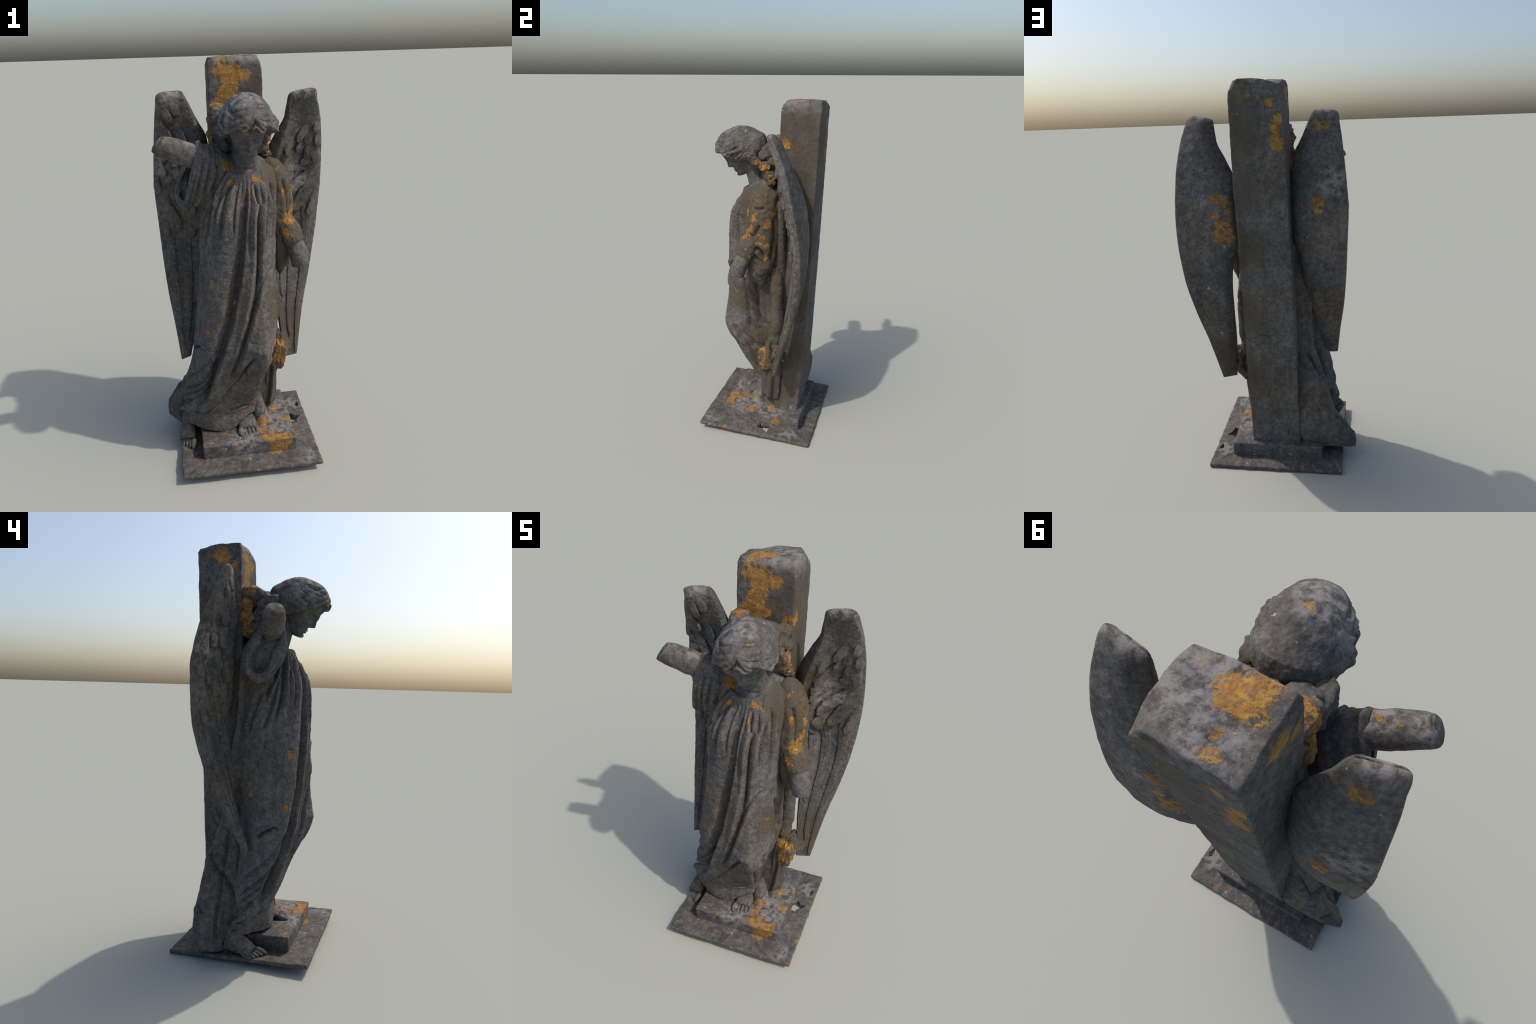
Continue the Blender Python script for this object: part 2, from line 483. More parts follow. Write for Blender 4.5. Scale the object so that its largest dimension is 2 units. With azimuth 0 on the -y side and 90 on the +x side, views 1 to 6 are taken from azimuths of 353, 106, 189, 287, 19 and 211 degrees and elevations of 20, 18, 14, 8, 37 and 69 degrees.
def cut_hole(ob, outline):
    """irregular break right through the slab"""
    V, n = [], len(outline)
    for z in (-.2, .3):
        V += [(x, y, z) for x, y in outline]
    F = [tuple(range(n))[::-1], tuple(range(n, 2 * n))] + [(i, (i + 1) % n, n + (i + 1) % n, n + i) for i in range(n)]
    c = make_mesh("hole_cutter", V, F, M_BASE, smooth=False)
    m = ob.modifiers.new("break", "BOOLEAN")
    m.operation, m.object, m.solver = "DIFFERENCE", c, "EXACT"
    dg = bpy.context.evaluated_depsgraph_get()
    me = bpy.data.meshes.new_from_object(ob.evaluated_get(dg))
    ob.modifiers.clear()
    ob.data = me
    bpy.data.objects.remove(c)

cut_hole(slab, [(.222, .072), (.228, .035), (.221, .012), (.245, .018), (.268, .004), (.276, .045), (.302, .078), (.268, .078), (.248, .105), (.238, .08)])
cut_hole(slab, [(.292, .205), (.298, .168), (.306, .160), (.318, .195), (.309, .210)])

# ------------------------------------------------------------ plinth
rough_box("plinth", -.264, .221, -.228, .257, .1115, .020, M_BASE, seg=.0065, bevel=.0045, rough=.0026, seed=3.0, edge=.003)

# ------------------------------------------------------------ cross shaft
def build_shaft():
    nz, n = 300, 160
    zs = np.linspace(.06, 1.985, nz)
    rows = []
    u = np.arange(n) / n * 4
    side = u.astype(int)
    f = u - side
    for z in zs:
        t = (z - .06) / 1.93
        xr, xl = spline([(.06, .114), (1.0, .126), (1.6, .136), (1.9, .136), (2.0, .127)], z), lerp(-.147, -.117, t)
        yb = spline([(.06, .222), (.5, .258), (1.0, .283), (1.5, .307), (2.0, .329)], z)
        yf = spline([(.06, .005), (.5, .03), (1.0, .06), (1.6, .09), (2.0, .108)], z)
        top = sstep(1.965, 1.985, z) * .007
        cs = np.array([(xr - top, yf + top), (xr - top, yb - top), (xl + top, yb - top), (xl + top, yf + top)])
        P = cs[side] * (1 - f)[:, None] + cs[(side + 1) % 4] * f[:, None]
        # soften corners
        c = P.mean(0)
        e = np.minimum(f, 1 - f)
        P = c + (P - c) * (1 - .016 * np.exp(-(e / .022) ** 2))[:, None]
        rows.append(np.column_stack([P, np.full(n, z)]))
    V = np.array(rows)
    C = V.mean(1, keepdims=True)
    D = V - C
    D[..., 2] = 0
    D /= np.linalg.norm(D, axis=2, keepdims=True)
    F = V.reshape(-1, 3)
    amp = .0035 * fbm(F, 14, 3, 2) + .0016 * fbm(F, 60, 2, 4)
    F = F + D.reshape(-1, 3) * amp[:, None]
    # crusty lichen swelling on the front face
    fr = (F[:, 1] < .12) & (np.abs(F[:, 0] + .03) < .07)
    # worn back-right top corner
    F = F.reshape(nz, n, 3)
    rings = [F]
    top = F[-1]
    m = 22
    cap = []
    cen = top.mean(0)
    for j in range(1, m + 1):
        r = 1 - j / m
        cap.append(cen + (top - cen) * r)
    A = np.concatenate([F, np.array(cap)[:-1]], 0).reshape(-1, 3)
    A = np.vstack([A, cen])
    # uneven weathered top: ridge along the middle-back, dip at left back
    w = sstep(1.90, 1.985, A[:, 2])
    A[:, 2] += w * (.006 * fbm(A, 16, 3, 9) + .010 * np.exp(-(((A[:, 0] - .06) / .06) ** 2 + ((A[:, 1] - .25) / .07) ** 2))
                    + .006 * np.exp(-((A[:, 0] + .03) / .05) ** 2 - ((A[:, 1] - .17) / .05) ** 2)
                    - .022 * sstep(.22, .33, A[:, 1]) * sstep(0, -.11, A[:, 0]) - .018 * sstep(.17, .10, A[:, 1]) * sstep(0, .12, A[:, 0])
                    - .035 * sstep(.085, .125, A[:, 0]) * sstep(.25, .33, A[:, 1]))
    nr = nz + m - 1
    Fc = grid_faces(nr, n, wrap_v=True).tolist()
    b = (nr - 1) * n
    Fc += [(nr * n, b + j, b + (j + 1) % n) for j in range(n)]
    ob = make_mesh("cross_shaft", A, Fc, M_SHAFT, parent=root)
    recalc_outward(ob)
    return ob
build_shaft()

# ============================================================ robe
#BEGIN_ROBE
# cross sections, bottom to top; landmarks in order round the body (fold coordinate u = 0..10):
# 0 right side, 1 front right, 2 left knee, 3 middle, 4 front left, 5 left side, 6 side crease, 7 train, 8 back, 9 back right
SECTIONS = [
 (.100, [(.05, .02), (.03, -.05), (.00, -.080), (-.10, -.108), (-.22, -.108), (-.348, -.01), (-.345, .07), (-.438, .185), (-.15, .20), (.04, .12)]),
 (.150, [(.05, .02), (.035, -.05), (.005, -.075), (-.10, -.100), (-.22, -.110), (-.352, -.01), (-.335, .07), (-.443, .190), (-.15, .22), (.05, .12)]),
 (.200, [(.055, .02), (.04, -.045), (.01, -.070), (-.09, -.092), (-.22, -.106), (-.354, -.01), (-.318, .065), (-.408, .205), (-.15, .23), (.06, .12)]),
 (.270, [(.05, .03), (.045, -.045), (.018, -.080), (-.08, -.095), (-.225, -.113), (-.346, -.01), (-.298, .06), (-.342, .215), (-.14, .225), (.07, .12)]),
 (.380, [(.072, .03), (.064, -.075), (.033, -.140), (-.07, -.147), (-.222, -.138), (-.326, -.02), (-.280, .06), (-.288, .212), (-.12, .20), (.09, .12)]),
 (.500, [(.097, .03), (.095, -.115), (.053, -.200), (-.05, -.184), (-.213, -.163), (-.298, -.04), (-.243, .062), (-.250, .192), (-.10, .18), (.10, .12)]),
 (.560, [(.125, .02), (.120, -.14), (.067, -.238), (-.045, -.205), (-.208, -.172), (-.285, -.045), (-.226, .066), (-.230, .175), (-.08, .165), (.11, .12)]),
 (.640, [(.138, .02), (.132, -.14), (.078, -.258), (-.04, -.220), (-.205, -.180), (-.272, -.05), (-.212, .070), (-.206, .152), (-.05, .15), (.12, .12)]),
 (.850, [(.145, .02), (.146, -.12), (.078, -.230), (-.045, -.226), (-.18, -.185), (-.242, -.05), (-.213, .07), (-.194, .136), (.0, .14), (.12, .12)]),
 (1.00, [(.148, .01), (.146, -.12), (.078, -.222), (-.04, -.224), (-.165, -.18), (-.222, -.05), (-.196, .065), (-.178, .12), (.02, .14), (.145, .13)]),
 (1.18, [(.150, -.01), (.145, -.12), (.07, -.218), (-.035, -.220), (-.145, -.172), (-.203, -.05), (-.165, .06), (-.15, .10), (.02, .14), (.168, .135)]),
 (1.33, [(.160, -.02), (.146, -.13), (.07, -.207), (-.03, -.209), (-.13, -.162), (-.185, -.04), (-.16, .05), (-.14, .10), (.02, .14), (.178, .135)]),
 (1.42, [(.178, -.02), (.145, -.12), (.06, -.172), (-.02, -.176), (-.11, -.142), (-.168, -.03), (-.15, .05), (-.13, .10), (.02, .14), (.178, .125)]),
 (1.49, [(.165, -.02), (.125, -.095), (.05, -.128), (-.01, -.132), (-.09, -.110), (-.150, -.03), (-.13, .05), (-.11, .09), (.02, .13), (.14, .08)]),
 (1.53, [(.112, -.005), (.078, -.062), (.042, -.085), (0, -.088), (-.06, -.075), (-.105, -.02), (-.09, .04), (-.07, .06), (.02, .11), (.11, .06)]),
 (1.57, [(.07, -.01), (.05, -.04), (.035, -.055), (0, -.055), (-.03, -.04), (-.045, 0), (-.04, .03), (-.03, .04), (.02, .07), (.06, .03)]),
]
NL = len(SECTIONS[0][1])
NT_, NZ_ = 680, 700
def robe_base(nt=NT_, nz=NZ_):
    zk = [q[0] for q in SECTIONS]
    zs = np.linspace(zk[0], zk[-1], nz)
    ctrl = np.zeros((nz, NL, 2))
    for j in range(NL):
        for a in range(2):
            ctrl[:, j, a] = spline([(q[0], q[1][j][a]) for q in SECTIONS], zs)
    V = np.zeros((nz, nt, 3))
    for i in range(nz):
        V[i, :, :2] = closed_curve(ctrl[i], nt)
        V[i, :, 2] = zs[i]
    return V, surface_normals(V), zs

def surface_normals(V):
    """outward normals of a grid of rings (rows) wrapped along the columns"""
    T = np.roll(V, -1, 1) - np.roll(V, 1, 1)
    S = np.gradient(V, axis=0)
    N = np.cross(T, S)
    N /= np.linalg.norm(N, axis=2, keepdims=True) + 1e-12
    if ((V - V.mean(1, keepdims=True)) * N).sum() < 0:
        N = -N
    return N

def apply_folds(V, N, folds, cols, row_of):
    """folds: (kind, [(column coordinate, row coordinate)...], width, depth); cols = columns per full turn;
    row_of maps a row coordinate to a fractional row index.  Returns displacement along the normal."""
    nr, nc = V.shape[:2]
    P = V.reshape(-1, 3)
    D = np.zeros(len(P))
    for kind, pts, w, d in folds:
        pts = np.array(pts, float)
        if len(pts) == 2:
            pts = np.array([pts[0], pts.mean(0), pts[1]])
        m = 24 * (len(pts) - 1)
        k = np.linspace(0, 1, len(pts))
        f = np.linspace(0, 1, m)
        u = spline(list(zip(k, pts[:, 0])), f)
        r = np.clip(row_of(spline(list(zip(k, pts[:, 1])), f)), 0, nr - 1.001)
        c = (u / cols * nc) % nc
        i0, j0 = r.astype(int), c.astype(int)
        fi, fj = (r - i0)[:, None], (c - j0)[:, None]
        j1 = (j0 + 1) % nc
        Q = (V[i0, j0] * (1 - fi) * (1 - fj) + V[i0 + 1, j0] * fi * (1 - fj) + V[i0, j1] * (1 - fi) * fj + V[i0 + 1, j1] * fi * fj)
        Nq = N[i0, j0]
        T = np.gradient(Q, axis=0)
        T /= np.linalg.norm(T, axis=1)[:, None] + 1e-12
        S = np.cross(Nq, T)
        reach = w * (6.5 if kind in ("step", "valley") else 4.2)
        idx = np.where(((P > Q.min(0) - reach) & (P < Q.max(0) + reach)).all(1))[0]
        for ch in np.array_split(idx, max(1, len(idx) // 20000)):
            if not len(ch):
                continue
            d2 = ((P[ch][:, None] - Q[None]) ** 2).sum(2)
            n = d2.argmin(1)
            df = P[ch] - Q[n]
            off = (df * Nq[n]).sum(1)
            q = (df * S[n]).sum(1)
            al = (df * T[n]).sum(1)
            beyond = np.sqrt(np.maximum(d2[np.arange(len(ch)), n] - q * q - off * off, 0))
            tt = f[n]
            taper = sstep(0, .16, tt) * sstep(1.0, .84, tt) if kind != "step" else sstep(0, .10, tt) * sstep(1.0, .92, tt)
            taper = taper * np.exp(-(np.maximum(beyond - .006, 0) / (.7 * w + .004)) ** 2)
            taper = taper * sstep(.09, .05, np.abs(off))
            if kind == "groove":
                prof = -1.35 * d * np.exp(-np.abs(q / (.8 * w)) ** 1.15) + .40 * d * np.exp(-((np.abs(q) - 2.4 * w) / (1.3 * w)) ** 2)
            elif kind == "ridge":
                prof = d * np.exp(-(q / w) ** 2)
            elif kind == "valley":      # wide soft hollow on the negative side, sharp lip on the positive side
                prof = np.where(q < 0, -d * np.exp(-(q / (3.2 * w)) ** 2), -d * np.exp(-(q / (.55 * w)) ** 2))
            else:                        # step: raised on the positive side
                prof = d * np.tanh(q / w) * np.exp(-(q / (5 * w)) ** 2)
            D[ch] += prof * taper
    return D.reshape(nr, nc)
#END_ROBE

FOLDS = [
 # the long fold from the collar to the left hem: hollow beside the right leg, lip of the hanging band
 ("valley", [(2.62, 1.50), (2.60, 1.435), (2.71, 1.33), (2.82, 1.187), (2.94, 1.074), (3.05, .98), (3.18, .89), (3.28, .79), (3.41, .729), (3.54, .645), (3.72, .544), (3.82, .46), (3.99, .369), (4.16, .312), (4.4, .285)], .011, .045),
 ("step", [(2.80, 1.187), (2.92, 1.074), (3.03, .98), (3.16, .89), (3.26, .79), (3.39, .729), (3.52, .645), (3.70, .544), (3.80, .46), (3.97, .369), (4.14, .312)], .007, .009),
 # right border of the band
 ("groove", [(1.65, 1.427), (1.9, 1.37), (2.12, 1.282), (2.17, 1.183), (2.28, 1.067), (2.40, .97), (2.53, .878), (2.59, .851), (2.71, .792), (2.94, .695), (3.15, .584), (3.28, .504), (3.43, .42)], .009, .022),
 ("ridge", [(2.55, 1.07), (2.70, .95), (2.78, .86), (2.80, .80)], .016, .009),
 # catenary folds from the long fold round to the left side
 ("groove", [(3.84, .624), (4.1, .563), (4.4, .506), (4.75, .45), (5.2, .40)], .013, .010),
 ("groove", [(3.71, .584), (3.9, .508), (4.19, .445), (4.54, .394), (5.0, .345), (5.5, .31)], .012, .013),
 ("groove", [(3.87, .487), (4.1, .409), (4.43, .361), (4.75, .325), (5.3, .28)], .010, .013),
 ("groove", [(4.0, .403), (4.26, .34), (4.63, .296), (5.1, .262), (5.8, .235)], .009, .012),
 ("groove", [(4.56, .298), (4.84, .26), (5.54, .215), (6.1, .18)], .009, .014),
 # upright crease between robe and train
 ("groove", [(6.28, .66), (6.30, .55), (6.32, .42), (6.33, .32), (6.34, .264), (6.34, .199), (6.29, .146), (6.24, .1)], .008, .014),
 # fine gathers under the collar
 ("groove", [(2.97, 1.482), (3.16, 1.408), (3.22, 1.318), (3.25, 1.22)], .007, .010),
 ("groove", [(3.29, 1.482), (3.60, 1.43), (3.70, 1.36), (3.72, 1.29), (3.80, 1.20)], .008, .013),
 ("groove", [(3.55, 1.49), (3.85, 1.44), (3.95, 1.38), (4.00, 1.32), (4.05, 1.26)], .007, .008),
 ("ridge", [(3.10, 1.46), (3.40, 1.39), (3.48, 1.30), (3.55, 1.18)], .010, .005),
 ("groove", [(2.80, 1.482), (2.90, 1.42), (2.98, 1.33), (3.02, 1.22)], .006, .007),
 # right hip and skirt side
 ("groove", [(.95, .99), (.80, .86), (.62, .73), (.55, .62)], .011, .013),
 ("groove", [(.35, .97), (.30, .82), (.15, .68)], .011, .013),
 ("groove", [(1.15, .60), (.95, .50), (.90, .40), (.95, .30)], .010, .012),
 ("groove", [(1.75, .52), (1.55, .42), (1.45, .32), (1.5, .22)], .010, .010),
 ("groove", [(1.25, 1.47), (1.15, 1.36), (1.2, 1.22), (1.25, 1.08)], .009, .012),
 # shadow line under the mantle edge that loops across the shins
 ("groove", [(2.45, .63), (2.75, .575), (3.1, .462), (3.38, .38), (3.65, .298), (3.9, .258), (4.34, .22), (4.82, .208), (5.3, .175), (5.8, .145)], .006, .013),
 ("valley", [(3.62, .60), (3.76, .52), (3.88, .43), (4.05, .345), (4.25, .295), (4.5, .268)], .012, .020),
 # collar
 ("step", [(4.9, 1.555), (4.3, 1.525), (3.6, 1.503), (2.9, 1.493), (2.2, 1.495), (1.5, 1.51)], .005, -.010),
 ("step", [(2.04, 0.636), (2.56, 0.643), (2.75, 0.588), (3.1, 0.476), (3.38, 0.394), (3.65, 0.31), (3.88, 0.27), (4.34, 0.232), (4.82, 0.22)], 0.008, -0.018),
 ("groove", [(3.24, 0.228), (2.85, 0.239), (2.35, 0.249)], 0.007, 0.012),
 ("ridge", [(2.54, 0.615), (2.79, 0.502), (3.06, 0.409), (3.38, 0.329)], 0.014, 0.006),
 ("groove", [(4.66, 0.63), (4.41, 0.653), (4.22, 0.634)], 0.006, 0.012),
 ("groove", [(2.04, 1.454), (2.1, 1.404), (2.07, 1.362)], 0.006, 0.012),
 ("groove", [(1.76, 1.442), (1.74, 1.393), (1.84, 1.358)], 0.006, 0.01),
 ("groove", [(3.87, 1.511), (4.04, 1.486), (4.19, 1.431), (4.24, 1.339), (4.41, 1.236), (4.62, 1.124)], 0.01, 0.022),
 ("groove", [(4.24, 1.498), (4.35, 1.454), (4.28, 1.368), (4.38, 1.269)], 0.009, 0.016),
 ("groove", [(5.09, 1.532), (4.59, 1.486), (4.56, 1.425), (4.49, 1.345)], 0.009, 0.018),
 ("groove", [(2.26, 1.473), (2.44, 1.377), (2.59, 1.252), (2.57, 1.118)], 0.009, 0.008),
 ("groove", [(1.34, 1.423), (1.62, 1.303), (1.72, 1.173)], 0.009, 0.01),
 ("groove", [(1.53, 1.059), (2.03, 1.013), (2.43, 0.914), (2.5, 0.872)], 0.008, 0.014),
 ("groove", [(4.38, 1.427), (4.5, 1.368), (4.74, 1.303), (4.91, 1.263)], 0.009, 0.016),
 ("groove", [(4.16, 1.412), (4.44, 1.341), (4.62, 1.25), (4.81, 1.16), (5.01, 1.105)], 0.009, 0.016),
 ("ridge", [(4.24, 1.427), (4.49, 1.353), (4.72, 1.267), (4.79, 1.229)], 0.011, 0.01),
 ("groove", [(4.9, 1.309), (5.24, 1.238), (5.44, 1.164), (5.63, 1.082)], 0.012, 0.016),
 ("ridge", [(4.82, 1.309), (5.1, 1.248), (5.31, 1.173), (5.51, 1.084)], 0.01, 0.008),
 ("groove", [(3.71, 1.427), (3.93, 1.377), (4.09, 1.324)], 0.012, 0.01),
 ("groove", [(4.94, 0.603), (4.68, 0.632), (4.4, 0.643)], 0.007, 0.014),
 ("step", [(4.28, 0.275), (4.69, 0.203), (5.12, 0.18), (5.65, 0.144), (6.16, 0.125)], 0.007, -0.012),
 ("groove", [(7.12, 0.268), (6.87, 0.256), (6.65, 0.23)], 0.009, 0.012),
 ("groove", [(7.0, 0.163), (6.87, 0.157), (6.79, 0.125)], 0.008, 0.008),
 ("valley", [(1.43, 0.649), (0.93, 0.598), (0.56, 0.558), (0.43, 0.487)], 0.012, 0.016),
 ("groove", [(0.59, 0.786), (0.21, 0.71), (0.01, 0.67)], 0.012, 0.012),
 ("groove", [(0.97, 0.977), (0.59, 0.895), (0.35, 0.849)], 0.014, 0.012),
 ("groove", [(7.38, 0.628), (7.07, 0.531), (6.13, 0.367), (5.63, 0.256)], 0.012, 0.018),
 ("groove", [(6.66, 0.792), (5.85, 0.704), (5.81, 0.529), (5.88, 0.338)], 0.01, 0.014),
]

robe_V, robe_N, robe_z = robe_base()
row_z = lambda z: (np.asarray(z) - robe_z[0]) / (robe_z[-1] - robe_z[0]) * (len(robe_z) - 1)
D = apply_folds(robe_V, robe_N, FOLDS, NL, row_z)
Zg = robe_V[..., 2]
flat = robe_V.reshape(-1, 3)
D += (.0045 * fbm(flat, 9, 2, 3) + .0024 * fbm(flat, 34, 3, 5) + .0012 * fbm(flat, 110, 2, 8)).reshape(D.shape)
robe_P = robe_V + robe_N * (D - .002)[..., None]
# hem: the lower border rises and falls over the feet
U = np.repeat((np.arange(NT_) / NT_ * NL)[None], len(robe_z), 0)
hem = spline([(0, .06), (1, .08), (1.6, .09), (2.2, .085), (2.6, .065), (2.9, .028), (3.3, .020), (4.0, .030), (4.4, .038), (4.9, .030), (5.4, .015), (5.8, -.03), (6.25, -.052), (6.6, -.038), (7, -.03), (7.6, -.03), (8.5, .0), (10, .06)], U)
k_low = sstep(.26, .10, Zg)
robe_P[..., 2] += k_low * hem + .003 * k_low * np.sin(U * 7)

def build_robe():
    nz, nt = robe_P.shape[:2]
    # turn the hem under so that the border has thickness, then close it inside
    c = robe_P[0].mean(0)
    inner = []
    for q, dz in ((.975, .003), (.94, .014), (.80, .05), (0.4, .08)):
        r = c + (robe_P[0] - c) * q
        r[:, 2] = robe_P[0][:, 2] + dz
        inner.append(r)
    inner = np.array(inner[::-1])
    topc = robe_P[-1].mean(0)
    tops = np.array([topc + (robe_P[-1] - topc) * q + np.array([0, 0, .012 * (1 - q)]) for q in (.6, .2, .01)])
    A = np.concatenate([inner, robe_P, tops], 0)
    nr = A.shape[0]
    F = grid_faces(nr, nt, wrap_v=True)
    ob = make_mesh("robe", A.reshape(-1, 3), F, M_ROBE, parent=root)
    recalc_outward(ob)
    return ob

def split_by_height(ob, zcut, upper_name, lower_name):
    """separate one smooth surface into two parts that share border vertices and shading normals"""
    me = ob.data
    n = len(me.vertices)
    co = np.empty(n * 3); me.vertices.foreach_get("co", co); co = co.reshape(-1, 3)
    nr = np.empty(n * 3); me.vertices.foreach_get("normal", nr); nr = nr.reshape(-1, 3)
    F = np.empty(len(me.polygons) * 4, np.int32); me.loops.foreach_get("vertex_index", F); F = F.reshape(-1, 4)
    zc = co[F][:, :, 2].mean(1)
    res = []
    for nm, sel in ((upper_name, zc >= zcut), (lower_name, zc < zcut)):
        f = F[sel]
        used, inv = np.unique(f, return_inverse=True)
        o = make_mesh(nm, co[used], inv.reshape(f.shape), me.materials[0], parent=root)
        o.data.normals_split_custom_set_from_vertices([tuple(x) for x in nr[used]])
        res.append(o)
    bpy.data.objects.remove(ob)
    return res

split_by_height(build_robe(), 1.06, "torso", "skirt")

# ============================================================ neck, head, hair
tube("neck", [(.02, .0, 1.44), (.02, -.045, 1.52), (.022, -.075, 1.60), (.022, -.09, 1.68)],
     [(.10, .085), (.066, .064), (.054, .056), (.056, .058)], M_SKIN, up=(0, -1, 0), noise=.003, parent=root)

H0 = np.array([.024, -.14, 1.71])
HF = np.array([0.0, -.8, -.6])
HU = np.array([0.0, -.6, .8])
HX = np.array([1.0, 0, 0])
def head_to_world(x, a, b):
    return H0 + x[..., None] * HX + a[..., None] * HF + b[..., None] * HU

def build_head():
    nb, n = 300, 360
    b = np.linspace(-.118, .11, nb)
    th = np.linspace(0, 2 * np.pi, n, endpoint=False)      # 0 = front
    af = spline([(-.118, .075), (-.112, .100), (-.104, .113), (-.093, .119), (-.078, .114), (-.067, .119), (-.052, .113), (-.035, .114), (.0, .111), (.03, .117), (.06, .123), (.085, .114), (.11, .07)], b)
    ab = spline([(-.118, -.0), (-.10, -.02), (-.05, -.07), (.0, -.09), (.05, -.07), (.11, -.03)], b)
    wd = spline([(-.118, .018), (-.110, .030), (-.10, .038), (-.08, .047), (-.05, .065), (-.01, .081), (.03, .088), (.06, .085), (.085, .074), (.11, .04)], b)
    ct, st = np.cos(th), np.sin(th)
    p = .82
    c = np.sign(ct) * np.abs(ct) ** p
    s = np.sign(st) * np.abs(st) ** .95
    mid = (af + ab)[:, None] * .35
    A = np.where(ct[None] > 0, mid + (af[:, None] - mid) * c, mid + (mid - ab[:, None]) * c)
    X = wd[:, None] * s[None]
    B = np.repeat(b[:, None], n, 1)
    fr = sstep(.0, .5, ct)[None]
    g = lambda q, w: np.exp(-(q / w) ** 2)
    ax = np.abs(X)
    d = 0
    # nose: widening wedge from bridge to tip, sharp cut underneath
    ramp = np.interp(b, [-.044, -.036, -.026, -.005, .015, .035], [0, .55, 1, .80, .66, .25])[:, None]
    wn = np.interp(b, [-.04, -.025, .0, .03], [.015, .014, .010, .011])[:, None]
    d = d + .029 * ramp * g(X, wn)
    d = d + .007 * g(ax - .013, .007) * g(B + .033, .008)                       # nostrils
    d = d - .022 * g(ax - .034, .020) * g(B - .004, .014)                       # sockets
    d = d + .009 * g(ax - .034, .013) * g(B + .002, .007)                       # lowered lids
    d = d - .006 * g(ax - .033, .015) * g(B + .010, .0035)                       # lid line
    d = d + .009 * g(ax - .034, .022) * g(B - .028, .008)                       # brow
    d = d + .006 * g(X, .020) * g(B + .060, .005) + .006 * g(X, .016) * g(B + .074, .005)   # lips
    d = d - .006 * g(X, .022) * g(B + .0667, .003) - .004 * g(X, .006) * g(B + .050, .008)
    d = d - .004 * g(X, .020) * g(B + .083, .005) + .004 * g(X, .016) * g(B + .098, .010)
    d = d + .005 * g(ax - .045, .02) * g(B + .030, .02)                          # cheeks
    A = A + d * fr
    V = head_to_world(X, A, B).reshape(-1, 3)
    V = V + (HF[None] * (.0012 * fbm(V, 60, 2, 3))[:, None])
    V = np.vstack([V, V[:n].mean(0), V[-n:].mean(0)])
    ob = make_mesh("head", V, tube_faces(nb, n), M_FACE, parent=root)
    recalc_outward(ob)
build_head()

